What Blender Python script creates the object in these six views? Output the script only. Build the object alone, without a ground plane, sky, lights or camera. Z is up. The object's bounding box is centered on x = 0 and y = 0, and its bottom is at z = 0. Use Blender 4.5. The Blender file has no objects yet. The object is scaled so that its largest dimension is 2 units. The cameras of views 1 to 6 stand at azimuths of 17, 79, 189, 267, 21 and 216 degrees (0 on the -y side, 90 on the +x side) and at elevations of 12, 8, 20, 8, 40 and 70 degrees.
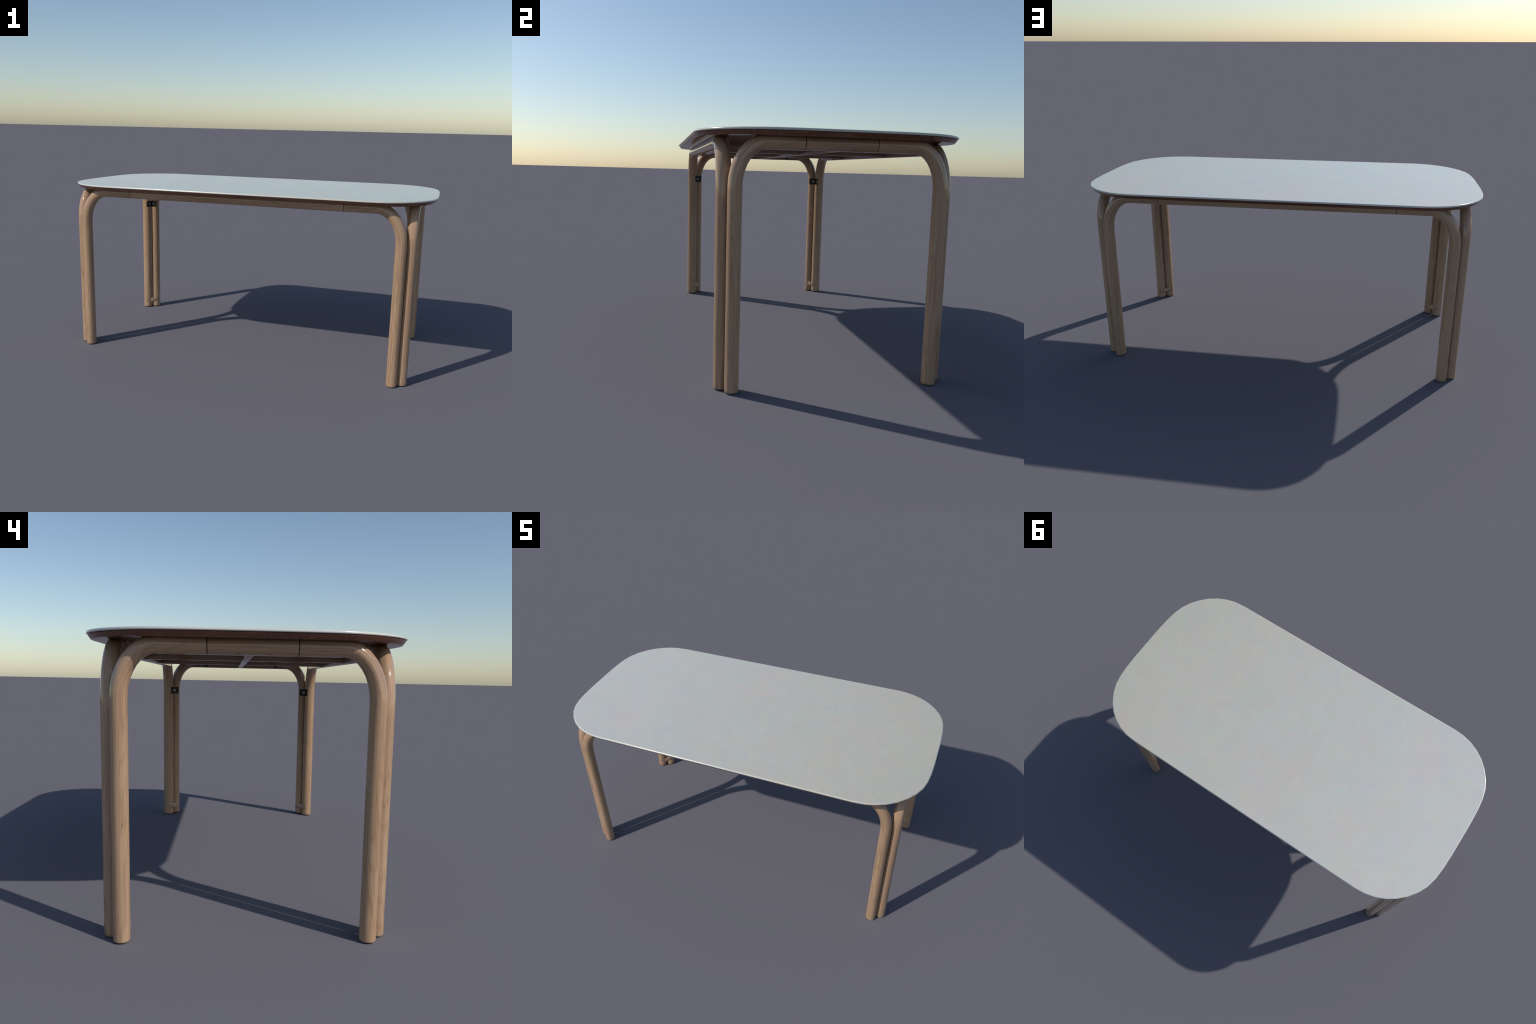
# Dining table: pale laminate top with a chamfered walnut under-layer, carried by
# four U-shaped round-bar frames (two end frames, two long frames) that meet in pairs at
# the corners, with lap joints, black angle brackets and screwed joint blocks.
import bpy, bmesh, math
from mathutils import Vector, Matrix

# ------------------------------------------------------------------ dimensions (metres)
TOP_Z, TOP_UNDER = 0.9245, 0.9156          # pale top layer
WOOD_TOP, WOOD_UNDER = 0.9141, 0.9000      # walnut under-layer
R = 0.0276                                 # round bar radius
RAIL_Z = 0.8831                            # axis height of the long aprons
END_FLAT = 0.942                           # end-frame bars are this much slimmer in their own plane
END_RAIL_Z = 0.8816                            # axis height of the apron part of the bars
OFF = Vector((-0.0055, -0.0018, 0.0))        # the frame sits a touch off the top's centre
END_X, END_Y = 0.8995, 0.3748              # axis of an end-frame leg
LONG_X, LONG_Y = 0.8540, 0.4086            # axis of a long-frame leg
END_BEND = (0.107, 0.153)                  # half axes of the elliptical bends
LONG_BEND = (0.124, 0.172)
END_SEAM, LONG_SEAM = 0.130, 0.574
SEAM_SHIFT = -0.0065                       # the end aprons sit a little towards -y         # where leg bar and apron bar are jointed
FOOT_Z = 0.0
K = 0.71                                   # bend aspect used by the grain mapping

# quarter outline of the top, from the middle of the long side to the middle of the end
QUARTER = [(0.686, 0.504), (0.741, 0.499), (0.791, 0.486), (0.840, 0.463), (0.884, 0.432),
           (0.923, 0.392), (0.954, 0.348), (0.977, 0.299), (0.990, 0.246), (0.997, 0.181), (1.0, 0.094)]


# ------------------------------------------------------------------ materials
def new_material(name):
    m = bpy.data.materials.new(name)
    m.use_nodes = True
    nt = m.node_tree
    return m, nt, nt.nodes["Principled BSDF"]


def node(nt, kind, **props):
    n = nt.nodes.new(kind)
    for k, v in props.items():
        setattr(n, k, v)
    return n


def link(nt, a, b):
    nt.links.new(a, b)


def math_node(nt, op, a, b=None, c=None):
    n = node(nt, "ShaderNodeMath", operation=op)
    for i, v in enumerate((a, b, c)):
        if v is None:
            continue
        if isinstance(v, (int, float)):
            n.inputs[i].default_value = v
        else:
            link(nt, v, n.inputs[i])
    return n.outputs[0]


def noise(nt, vec, scale, detail=3.0, rough=0.55, dist=0.0):
    n = node(nt, "ShaderNodeTexNoise")
    n.inputs["Scale"].default_value = scale
    n.inputs["Detail"].default_value = detail
    n.inputs["Roughness"].default_value = rough
    n.inputs["Distortion"].default_value = dist
    link(nt, vec, n.inputs["Vector"])
    return n


def ramp(nt, fac, stops):
    r = node(nt, "ShaderNodeValToRGB")
    els = r.color_ramp.elements
    els[0].position, els[0].color = stops[0][0], (*stops[0][1], 1)
    els[1].position, els[1].color = stops[-1][0], (*stops[-1][1], 1)
    for p, c in stops[1:-1]:
        e = els.new(p)
        e.color = (*c, 1)
    link(nt, fac, r.inputs[0])
    return r.outputs[0]


def mix(nt, fac, a, b, mode="MIX"):
    n = node(nt, "ShaderNodeMix", data_type="RGBA", blend_type=mode)
    for sock, v in ((n.inputs[0], fac), (n.inputs[6], a), (n.inputs[7], b)):
        if isinstance(v, (int, float)):
            sock.default_value = v
        elif isinstance(v, tuple):
            sock.default_value = (*v, 1)
        else:
            link(nt, v, sock)
    return n.outputs[2]


def wood_material(name, mode, base, dark, light, rough, seed, knots=True):
    """Long-grained wood. mode 'bar': grain follows a leg bar round its bend (the object's own
    origin is the centre of the bend, x points to the leg, z up); mode 'x' / 'y': straight grain."""
    m, nt, bsdf = new_material(name)
    tc = node(nt, "ShaderNodeTexCoord")
    sep = node(nt, "ShaderNodeSeparateXYZ")
    link(nt, tc.outputs["Object"], sep.inputs[0])
    x, y, z = sep.outputs
    if mode == "bar":
        ap = math_node(nt, "MAXIMUM", x, 0.0)
        hp = math_node(nt, "MULTIPLY", math_node(nt, "MAXIMUM", z, 0.0), K)
        across = math_node(nt, "SQRT", math_node(nt, "ADD", math_node(nt, "MULTIPLY", ap, ap),
                                                 math_node(nt, "MULTIPLY", hp, hp)))
        turn = math_node(nt, "MULTIPLY", math_node(nt, "ARCTAN2", hp, ap), 0.13)
        along = math_node(nt, "SUBTRACT", math_node(nt, "ADD", turn, math_node(nt, "MINIMUM", z, 0.0)),
                          math_node(nt, "MINIMUM", x, 0.0))
        out = y
    elif mode == "x":
        across, out, along = z, y, x
    else:
        across, out, along = z, x, y
    info = node(nt, "ShaderNodeObjectInfo")
    shift = math_node(nt, "MULTIPLY_ADD", info.outputs["Random"], 7.0, seed)
    comb = node(nt, "ShaderNodeCombineXYZ")
    link(nt, math_node(nt, "ADD", across, shift), comb.inputs[0])
    link(nt, out, comb.inputs[1])
    link(nt, along, comb.inputs[2])

    def stretched(sx, sz):
        mp = node(nt, "ShaderNodeMapping")
        mp.inputs["Scale"].default_value = (sx, sx, sz)
        link(nt, comb.outputs[0], mp.inputs["Vector"])
        return mp.outputs[0]

    # broad tone drift, growth-ring bands (distorted by a slow noise), fine fibres
    drift = noise(nt, stretched(14, 2.2), 1.0, 2.0).outputs["Fac"]
    slow = noise(nt, stretched(22, 1.7), 1.0, 1.0, 0.35).outputs["Fac"]
    rings = math_node(nt, "SINE", math_node(nt, "MULTIPLY", slow, 82.0))
    rings = math_node(nt, "POWER", math_node(nt, "MULTIPLY_ADD", rings, 0.5, 0.5), 4.0)
    fibre = noise(nt, stretched(420, 9), 1.0, 3.0, 0.65).outputs["Fac"]
    streak = noise(nt, stretched(150, 2.6), 1.0, 4.0, 0.62).outputs["Fac"]
    tone = math_node(nt, "MULTIPLY_ADD", drift, 0.26, 0.042)
    tone = math_node(nt, "MULTIPLY_ADD", rings, -0.085, tone)
    tone = math_node(nt, "MULTIPLY_ADD", streak, 0.48, tone)
    tone = math_node(nt, "MULTIPLY_ADD", fibre, 0.26, tone)
    col = ramp(nt, tone, [(0.30, dark), (0.52, base), (0.74, light)])
    # patches drift a little towards pinkish and olive tan
    hue = noise(nt, stretched(30, 2.6), 1.3, 1.0).outputs["Color"]
    hs = node(nt, "ShaderNodeSeparateColor")
    link(nt, hue, hs.inputs[0])
    col = mix(nt, ramp(nt, hs.outputs[0], [(0.45, (0, 0, 0)), (0.7, (0.65, 0.65, 0.65))]), col,
              (1.03, 0.955, 0.955), "MULTIPLY")
    col = mix(nt, ramp(nt, hs.outputs[1], [(0.45, (0, 0, 0)), (0.7, (0.65, 0.65, 0.65))]), col,
              (0.96, 1.00, 0.92), "MULTIPLY")
    if knots:
        v = node(nt, "ShaderNodeTexVoronoi")
        v.inputs["Scale"].default_value = 1.0
        link(nt, stretched(21, 4.2), v.inputs["Vector"])
        k = ramp(nt, v.outputs["Distance"], [(0.012, (0.8, 0.8, 0.8)), (0.045, (0, 0, 0))])
        col = mix(nt, k, col, tuple(c * 0.5 for c in dark))
    link(nt, col, bsdf.inputs["Base Color"])
    rr = math_node(nt, "MULTIPLY_ADD", streak, 0.04, rough - 0.02)
    link(nt, rr, bsdf.inputs["Roughness"])
    b = node(nt, "ShaderNodeBump")
    b.inputs["Strength"].default_value = 0.004
    b.inputs["Distance"].default_value = 0.001
    link(nt, fibre, b.inputs["Height"])
    link(nt, b.outputs[0], bsdf.inputs["Normal"])
    return m


def laminate_material():
    """Pale stone-grey top with faint, slightly blocky tinted mottling."""
    m, nt, bsdf = new_material("pale_laminate")
    tc = node(nt, "ShaderNodeTexCoord")
    obj = tc.outputs["Object"]
    tint_a = noise(nt, obj, 4.5, 3.0, 0.6).outputs["Fac"]
    tint_b = noise(nt, obj, 2.1, 4.0, 0.6, 0.4).outputs["Fac"]
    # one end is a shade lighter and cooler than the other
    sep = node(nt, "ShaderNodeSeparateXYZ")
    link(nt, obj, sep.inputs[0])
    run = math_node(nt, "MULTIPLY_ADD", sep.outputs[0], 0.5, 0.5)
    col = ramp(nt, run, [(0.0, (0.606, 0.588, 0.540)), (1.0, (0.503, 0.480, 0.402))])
    # cloudy greenish-blue and warm pinkish patches
    col = mix(nt, ramp(nt, tint_b, [(0.42, (0, 0, 0)), (0.58, (1, 1, 1))]), col, (0.955, 1.004, 1.010), "MULTIPLY")
    col = mix(nt, ramp(nt, tint_a, [(0.48, (0, 0, 0)), (0.60, (1, 1, 1))]), col, (1.018, 0.988, 0.982), "MULTIPLY")
    for size, amount, sx in ((13.0, 0.022, 1.0), (31.0, 0.020, 1.6)):
        mp = node(nt, "ShaderNodeMapping")
        mp.inputs["Scale"].default_value = (sx, 1.0, 0.0)
        wob = mix(nt, 0.03, obj, noise(nt, obj, 22.0, 1.0).outputs["Color"])
        link(nt, wob, mp.inputs["Vector"])
        v = node(nt, "ShaderNodeTexVoronoi", feature="SMOOTH_F1", distance="CHEBYCHEV")
        v.inputs["Scale"].default_value = size
        v.inputs["Smoothness"].default_value = 0.15
        link(nt, mp.outputs[0], v.inputs["Vector"])
        col = mix(nt, amount, col, v.outputs["Color"])
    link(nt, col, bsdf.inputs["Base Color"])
    bsdf.inputs["Roughness"].default_value = 0.21
    bsdf.inputs["IOR"].default_value = 1.55
    return m


def plain_material(name, color, rough, metal=0.0):
    m, nt, bsdf = new_material(name)
    tc = node(nt, "ShaderNodeTexCoord")
    n = noise(nt, tc.outputs["Object"], 60.0, 2.0).outputs["Fac"]
    col = ramp(nt, n, [(0.3, tuple(c * 0.85 for c in color)), (0.7, tuple(min(1, c * 1.12) for c in color))])
    link(nt, col, bsdf.inputs["Base Color"])
    bsdf.inputs["Roughness"].default_value = rough
    bsdf.inputs["Metallic"].default_value = metal
    return m


OAK = dict(base=(0.402, 0.260, 0.162), dark=(0.232, 0.141, 0.089), light=(0.49, 0.332, 0.216))
WALNUT = dict(base=(0.148, 0.055, 0.030), dark=(0.068, 0.025, 0.014), light=(0.245, 0.098, 0.052))
SHADE_DARKENED_OAK = {k: tuple(c * 0.72 for c in v) for k, v in OAK.items()}  # same oak, colour lowered to bake in the shade below the top
PALE_OAK = {k: tuple(c * 1.14 for c in v) for k, v in OAK.items()}
M_BAR = wood_material("oak_bent_bar", "bar", rough=0.075, seed=1.3, **OAK)
M_OAK_X = wood_material("oak_long_grain_x", "x", rough=0.075, seed=3.1, knots=False, **OAK)
M_INNER_X = wood_material("shaded_oak_grain_x", "x", rough=0.075, seed=4.4, knots=False, **SHADE_DARKENED_OAK)
M_INNER_Y = wood_material("shaded_oak_grain_y", "y", rough=0.075, seed=5.7, knots=False, **SHADE_DARKENED_OAK)
M_BLOCK = wood_material("pale_oak_block", "x", rough=0.12, seed=6.6, knots=False, **PALE_OAK)
M_WALNUT = wood_material("walnut_layer", "x", rough=0.08, seed=2.2, knots=False, **WALNUT)
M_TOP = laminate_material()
M_GAP = plain_material("dark_shadow_gap", (0.012, 0.009, 0.007), 0.8)  # near-black colour paints the shadow in the grooves
M_BLACK = plain_material("black_steel", (0.005, 0.005, 0.006), 0.5)
M_BOLT = plain_material("bolt_steel", (0.48, 0.48, 0.48), 0.60, 0.0)
M_SCREW = plain_material("zinc_screw", (0.22, 0.27, 0.33), 0.42, 0.5)

# ------------------------------------------------------------------ object helpers
COLL = bpy.context.scene.collection


def finish_mesh(bm, name, material, angle=35.0):
    bmesh.ops.recalc_face_normals(bm, faces=bm.faces)
    me = bpy.data.meshes.new(name)
    bm.to_mesh(me)
    bm.free()
    me.materials.append(material)
    me.polygons.foreach_set("use_smooth", [True] * len(me.polygons))
    me.set_sharp_from_angle(angle=math.radians(angle))
    return me


def add_object(name, me, parent, matrix=None):
    ob = bpy.data.objects.new(name, me)
    COLL.objects.link(ob)
    ob.parent = parent
    if matrix is not None:
        ob.matrix_world = matrix
    return ob


def loft(rings, caps=True):
    bm = bmesh.new()
    vs = [[bm.verts.new(p) for p in ring] for ring in rings]
    for a, b in zip(vs, vs[1:]):
        n = len(a)
        for i in range(n):
            bm.faces.new((a[i], a[(i + 1) % n], b[(i + 1) % n], b[i]))
    if caps:
        bm.faces.new(vs[0])
        bm.faces.new(vs[-1])
    return bm


def lathe(profile, n=20):
    """closed solid of revolution about z from (radius, height) pairs"""
    rings = [[(r * math.cos(2 * math.pi * i / n), r * math.sin(2 * math.pi * i / n), h) for i in range(n)]
             for r, h in profile]
    return loft(rings)


def box(lo, hi, bevel=0.0, segments=2):
    bm = bmesh.new()
    bmesh.ops.create_cube(bm, size=1.0)
    for v in bm.verts:
        v.co = [l + (h - l) * (c + 0.5) for l, h, c in zip(lo, hi, v.co)]
    if bevel:
        bmesh.ops.bevel(bm, geom=bm.edges[:], offset=bevel, segments=segments, affect="EDGES", profile=0.5)
    return bm


def boolean_cut(ob, cutters):
    """cut the cutters out of ob and bake the result"""
    helpers = []
    for me in cutters:
        c = bpy.data.objects.new("cutter", me)
        COLL.objects.link(c)
        helpers.append(c)
        mod = ob.modifiers.new("cut", "BOOLEAN")
        mod.operation, mod.solver, mod.object = "DIFFERENCE", "EXACT", c
    bpy.context.view_layer.update()
    dg = bpy.context.evaluated_depsgraph_get()
    me = bpy.data.meshes.new_from_object(ob.evaluated_get(dg))
    ob.modifiers.clear()
    old = ob.data
    ob.data = me
    me.name = old.name
    bpy.data.meshes.remove(old)
    for c in helpers:
        d = c.data
        bpy.data.objects.remove(c)
        bpy.data.meshes.remove(d)
    me.polygons.foreach_set("use_smooth", [True] * len(me.polygons))
    me.set_sharp_from_angle(angle=math.radians(35))


# ------------------------------------------------------------------ the table
table = bpy.data.objects.new("dining_table", None)
COLL.objects.link(table)
table["label"] = "oval-cornered dining table, pale grey top, bent wooden double legs"
table["category"] = "dining table"


def outline():
    pts = list(QUARTER) + [(x, -y) for x, y in reversed(QUARTER)]
    return pts + [(-x, -y) for x, y in pts]


def inset_ring(d, z):
    pts = outline()
    n, ring = len(pts), []
    for i in range(n):
        p0, p1, p2 = (Vector(pts[(i + k) % n]) for k in (-1, 0, 1))
        na = Vector(((p1 - p0).y, -(p1 - p0).x)).normalized()
        nb = Vector(((p2 - p1).y, -(p2 - p1).x)).normalized()
        m = (na + nb).normalized()
        if m.dot(p1) < 0:
            m = -m
        q = p1 - m * (d / max(0.5, abs(m.dot(na))))
        ring.append((q.x, q.y, z))
    return ring


def layer(name, profile, material, angle):
    return add_object(name, finish_mesh(loft([inset_ring(d, z) for d, z in profile]), name, material, angle), table)


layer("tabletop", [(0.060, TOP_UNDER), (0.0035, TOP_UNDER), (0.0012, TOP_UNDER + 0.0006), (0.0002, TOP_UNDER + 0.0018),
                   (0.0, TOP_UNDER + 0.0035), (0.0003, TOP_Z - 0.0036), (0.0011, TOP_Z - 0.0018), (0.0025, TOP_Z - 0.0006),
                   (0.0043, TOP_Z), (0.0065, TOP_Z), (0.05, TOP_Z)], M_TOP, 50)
layer("shadow_gap_strip", [(0.0065, WOOD_TOP - 0.002), (0.0065, TOP_UNDER + 0.001)], M_GAP, 30)
layer("tabletop_underlayer", [(0.02, WOOD_TOP), (0.0045, WOOD_TOP), (0.0038, WOOD_TOP - 0.0006), (0.0040, WOOD_TOP - 0.0016),
                              (0.0128, WOOD_UNDER + 0.0010), (0.0136, WOOD_UNDER + 0.0003), (0.0150, WOOD_UNDER),
                              (0.06, WOOD_UNDER)], M_WALNUT, 25)


# ------------------------------------------------------------------ leg bars
def bar_path(bend, straight_to, leg_top):
    """(x, z, tangent angle, radius) stations of one leg bar in its own frame: origin at the bend
    centre, x towards the leg, z up; from the rounded foot up through the bend to the joint."""
    a, b = bend
    foot = FOOT_Z - leg_top
    st = [(a, foot, 90.0, R - 0.0060), (a, foot + 0.0007, 90.0, R - 0.0032), (a, foot + 0.0021, 90.0, R - 0.0012),
          (a, foot + 0.0044, 90.0, R - 0.0002), (a, foot + 0.0068, 90.0, R)]
    for z in (0.030, 0.072, 0.20, 0.36, 0.52, 0.66):
        if z < leg_top - 0.03:
            st.append((a, z - leg_top, 90.0, R))
    steps = 8
    for i in range(steps + 1):
        t = math.pi / 2 * i / steps
        st.append((a * math.cos(t), b * math.sin(t), math.degrees(math.atan2(b * math.cos(t), -a * math.sin(t))), R))
    for f in (0.5, 1.0):
        st.append((-straight_to * f, b, 180.0, R))
    return st


def leg_bar_mesh(bend, straight_to, leg_top, slim, n=28):
    rings = []
    for x, z, ang, r in bar_path(bend, straight_to, leg_top):
        t = math.radians(ang)
        nx, nz = math.sin(t), -math.cos(t)          # outward normal in the plane of the frame
        rs = r * slim
        rings.append([(x + nx * rs * math.cos(p), r * math.sin(p), z + nz * rs * math.cos(p))
                      for p in (2 * math.pi * i / n for i in range(n))])
    return finish_mesh(loft(rings), "leg", M_BAR)


def polygon_prism(pts, z0, z1, name, material):
    bm = loft([[(x, y, z0) for x, y in pts], [(x, y, z1) for x, y in pts]])
    return finish_mesh(bm, name, material, 30)


def frame_z(origin, x_axis, z_axis):
    """matrix whose local z is z_axis and local x is x_axis"""
    z, x = z_axis.normalized(), x_axis.normalized()
    y = z.cross(x)
    m = Matrix((x, y, z)).transposed().to_4x4()
    m.translation = origin
    return m


BOLT = finish_mesh(lathe([(0.0070, -0.002), (0.0070, 0.0008), (0.0064, 0.0014), (0.0020, 0.0015)], 18),
                   "bracket_bolt", M_BOLT, 40)
sc = lathe([(0.0063, -0.002), (0.0063, 0.0006), (0.0056, 0.0014), (0.0034, 0.0017), (0.0031, 0.0005), (0.0008, 0.0004)], 18)
SCREW = finish_mesh(sc, "block_screw", M_SCREW, 30)
BLOCK_LEN, BLOCK_Z0, BLOCK_Z1, BLOCK_FRONT = 0.0815, 0.0362, 0.0602, 0.0236
BR_Z0, BR_Z1 = 0.7035, 0.7408

for sx in (1, -1):
    for sy in (1, -1):
        end_c = Vector((sx * END_X, sy * END_Y, 0)) + OFF
        long_c = Vector((sx * LONG_X, sy * LONG_Y, 0)) + OFF
        mid = (end_c + long_c) / 2
        pair = (end_c - long_c).normalized()
        inward = Vector((-pair.y, pair.x, 0))
        if inward.dot(Vector((-sx, -sy, 0))) < 0:
            inward = -inward

        # two leg bars
        bars = []
        for c, bend, seam, direction, rail_z, slim in (
                (end_c, END_BEND, END_SEAM, Vector((0, sy, 0)), END_RAIL_Z, END_FLAT),
                (long_c, LONG_BEND, LONG_SEAM, Vector((sx, 0, 0)), RAIL_Z, 1.0)):
            leg_top = rail_z - bend[1]
            lead = END_Y if direction.y else LONG_X
            straight = lead - bend[0] - seam - 0.0013 - (SEAM_SHIFT * sy if direction.y else 0.0)
            origin = c - direction * bend[0] + Vector((0, 0, leg_top))
            m = frame_z(origin, direction, Vector((0, 0, 1)))
            ob = add_object("leg", leg_bar_mesh(bend, straight, leg_top, slim), table, m)
            bars.append(ob)
        bpy.context.view_layer.update()

        # angle bracket: two flat wings meeting in the groove between the bars (traced on one corner, mirrored)
        def corner(px, py):
            return Vector((-px * -sx, py * sy)) + Vector((OFF.x, OFF.y))
        a_out, apex, b_out = corner(0.8848, 0.3535), corner(0.8735, 0.3945), corner(0.8365, 0.3900)

        def offset_v(d):
            """the V line moved by d towards the table's middle"""
            inn = Vector((inward.x, inward.y))
            na = Vector((-(apex - a_out).y, (apex - a_out).x)).normalized()
            nb = Vector((-(b_out - apex).y, (b_out - apex).x)).normalized()
            na = na if na.dot(inn) > 0 else -na
            nb = nb if nb.dot(inn) > 0 else -nb
            mi = (na + nb).normalized()
            return [a_out + na * d, apex + mi * (d / mi.dot(na)), b_out + nb * d], na, nb

        front, na, nb = offset_v(0.0)
        back, _, _ = offset_v(-0.0030)
        ea, eb = (a_out - apex).normalized(), (b_out - apex).normalized()
        # notch cutter: everything on the table side of the bracket's back, a little taller than the bracket
        cut_back = [back[0] + ea * 0.030, back[1], back[2] + eb * 0.030]
        far = Vector((inward.x, inward.y)) * 0.07
        notch_pts = [(p.x, p.y) for p in cut_back + [cut_back[2] + far, cut_back[0] + far]]
        inv = [b.matrix_world.inverted() for b in bars]

        # block cutter in the pair/inward frame
        bz = (BLOCK_Z0 + BLOCK_Z1) / 2
        block_m = frame_z(Vector((mid.x, mid.y, bz)), pair, inward)
        hz = (BLOCK_Z1 - BLOCK_Z0) / 2
        for b in bars:
            cut_block = finish_mesh(box((-BLOCK_LEN / 2 - 0.0022, -hz - 0.0009, 0.0125), (BLOCK_LEN / 2 + 0.0022, hz + 0.0009, 0.06)),
                                    "cutter", M_GAP)
            cut_block.transform(block_m)
            notch = polygon_prism(notch_pts, BR_Z0 - 0.0006, BR_Z1 + 0.0006, "cutter", M_BAR)
            boolean_cut(b, [cut_block, notch])

        # bracket plate
        def wing_rows():
            pts = front + back[::-1]
            return [(p.x, p.y) for p in pts]
        bm = loft([[(x, y, z) for x, y in wing_rows()] for z in (BR_Z0, BR_Z1)])
        # round the outer vertical ends of the wings seen from the front
        bm.edges.ensure_lookup_table()
        tips = [e for e in bm.edges
                if all((v.co.xy - front[0]).length < 1e-5 or (v.co.xy - back[0]).length < 1e-5 for v in e.verts)
                and abs(e.verts[0].co.z - e.verts[1].co.z) < 1e-6]
        tips += [e for e in bm.edges
                 if all((v.co.xy - front[2]).length < 1e-5 or (v.co.xy - back[2]).length < 1e-5 for v in e.verts)
                 and abs(e.verts[0].co.z - e.verts[1].co.z) < 1e-6]
        bmesh.ops.bevel(bm, geom=tips, offset=0.0055, segments=4, affect="EDGES", profile=0.5)
        bracket = add_object("angle_bracket", finish_mesh(bm, "angle_bracket", M_BLACK, 30), bars[0])
        bracket.matrix_world = Matrix.Identity(4)
        for tip, n2 in ((a_out, na), (b_out, nb)):
            p = tip + (apex - tip) * (0.55 if tip is a_out else 0.60)
            bo = add_object("bracket_bolt", BOLT, bars[0])
            bo.matrix_world = frame_z(Vector((p.x, p.y, (BR_Z0 + BR_Z1) / 2)), Vector((0, 0, 1)), Vector((n2.x, n2.y, 0)))

        # joint block with two screws
        blk = box((-BLOCK_LEN / 2, -hz, BLOCK_FRONT - 0.0145), (BLOCK_LEN / 2, hz, BLOCK_FRONT), 0.0012)
        blk_ob = add_object("joint_block", finish_mesh(blk, "joint_block", M_BLOCK, 30), bars[1])
        blk_ob.matrix_world = block_m
        gap = (end_c - long_c).length / 2
        for s in (gap * 0.93, -gap * 0.93):
            so = add_object("block_screw", SCREW, bars[1])
            so.matrix_world = frame_z(Vector((mid.x, mid.y, bz)) + pair * s + inward * BLOCK_FRONT, Vector((0, 0, 1)), inward)


# ------------------------------------------------------------------ apron bars between the leg bars
def straight_bar(name, half, material, n=28, r=R, slim=1.0):
    """bar along local x"""
    rings = [[(s, r * math.cos(2 * math.pi * i / n), slim * r * math.sin(2 * math.pi * i / n)) for i in range(n)]
             for s in (-half, -half * 0.33, half * 0.33, half)]
    return finish_mesh(loft(rings), name, material)


SEAM = 0.0014
for s in (1, -1):
    # end apron: runs along y
    c = Vector((s * END_X, SEAM_SHIFT, END_RAIL_Z)) + OFF
    m = frame_z(c, Vector((0, 1, 0)), Vector((0, 0, 1)))
    ob = add_object("apron", straight_bar("apron", END_SEAM - SEAM, M_OAK_X, slim=END_FLAT), table, m)
    holes = []
    for hy in (0.045, -0.045):
        bm = lathe([(0.0076, -0.05), (0.0076, -R * END_FLAT + 0.0036)], 20)
        me = finish_mesh(bm, "cutter", M_OAK_X)
        me.transform(Matrix.Translation(c + Vector((s * 0.008, hy, 0))))
        holes.append(me)
    bpy.context.view_layer.update()
    boolean_cut(ob, holes)
    core = add_object("dark_seam_core", straight_bar("dark_seam_core", END_SEAM + 0.02, M_GAP, 20, R - 0.0055, END_FLAT), ob)  # black core draws the darkness inside the open seams
    core.matrix_world = m
    # squared batten behind the round bar: flat underside and inner face
    half = END_Y - END_BEND[0]
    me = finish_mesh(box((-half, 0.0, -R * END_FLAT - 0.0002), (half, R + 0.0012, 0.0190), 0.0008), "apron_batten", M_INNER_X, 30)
    bt = add_object("apron_batten", me, ob)
    bt.matrix_world = Matrix.Translation(Vector((0, -SEAM_SHIFT, 0))) @ frame_z(c, Vector((0, s, 0)), Vector((0, 0, 1)))
    # black bolt heads on the inner face of the end apron
    for by in (0.200, -0.200):
        bo = add_object("apron_bolt", finish_mesh(lathe([(0.0112, -0.006), (0.0112, 0.0015), (0.0098, 0.0030), (0.0040, 0.0036)], 18),
                                                  "apron_bolt", M_BLACK, 40), ob)
        bo.matrix_world = frame_z(c + Vector((-s * (R + 0.0008), by, -0.0105)), Vector((0, 1, 0)), Vector((-s, 0, 0)))
    # long apron: runs along x
    c = Vector((0, s * LONG_Y, RAIL_Z)) + OFF
    m = frame_z(c, Vector((1, 0, 0)), Vector((0, 0, 1)))
    ob = add_object("apron", straight_bar("apron", LONG_SEAM - SEAM, M_OAK_X), table, m)
    half = LONG_X - LONG_BEND[0]
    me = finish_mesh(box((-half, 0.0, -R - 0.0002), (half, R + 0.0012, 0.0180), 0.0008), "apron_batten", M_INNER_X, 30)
    bt = add_object("apron_batten", me, ob)
    bt.matrix_world = frame_z(c, Vector((-s, 0, 0)), Vector((0, 0, 1)))
    core = add_object("dark_seam_core", straight_bar("dark_seam_core", LONG_SEAM + 0.02, M_GAP, 20, R - 0.0055), ob)
    core.matrix_world = m

# ------------------------------------------------------------------ stiffeners below the top
for s in (1, -1):
    c = Vector((s * 0.305, 0, 0)) + OFF
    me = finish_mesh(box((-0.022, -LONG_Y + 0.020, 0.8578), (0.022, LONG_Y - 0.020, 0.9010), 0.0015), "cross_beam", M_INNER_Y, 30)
    add_object("cross_beam", me, table, Matrix.Translation(c))
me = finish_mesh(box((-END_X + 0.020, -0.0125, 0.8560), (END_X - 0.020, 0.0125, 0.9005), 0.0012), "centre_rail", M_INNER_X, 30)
add_object("centre_rail", me, table, Matrix.Translation(OFF))
bpy.context.view_layer.update()
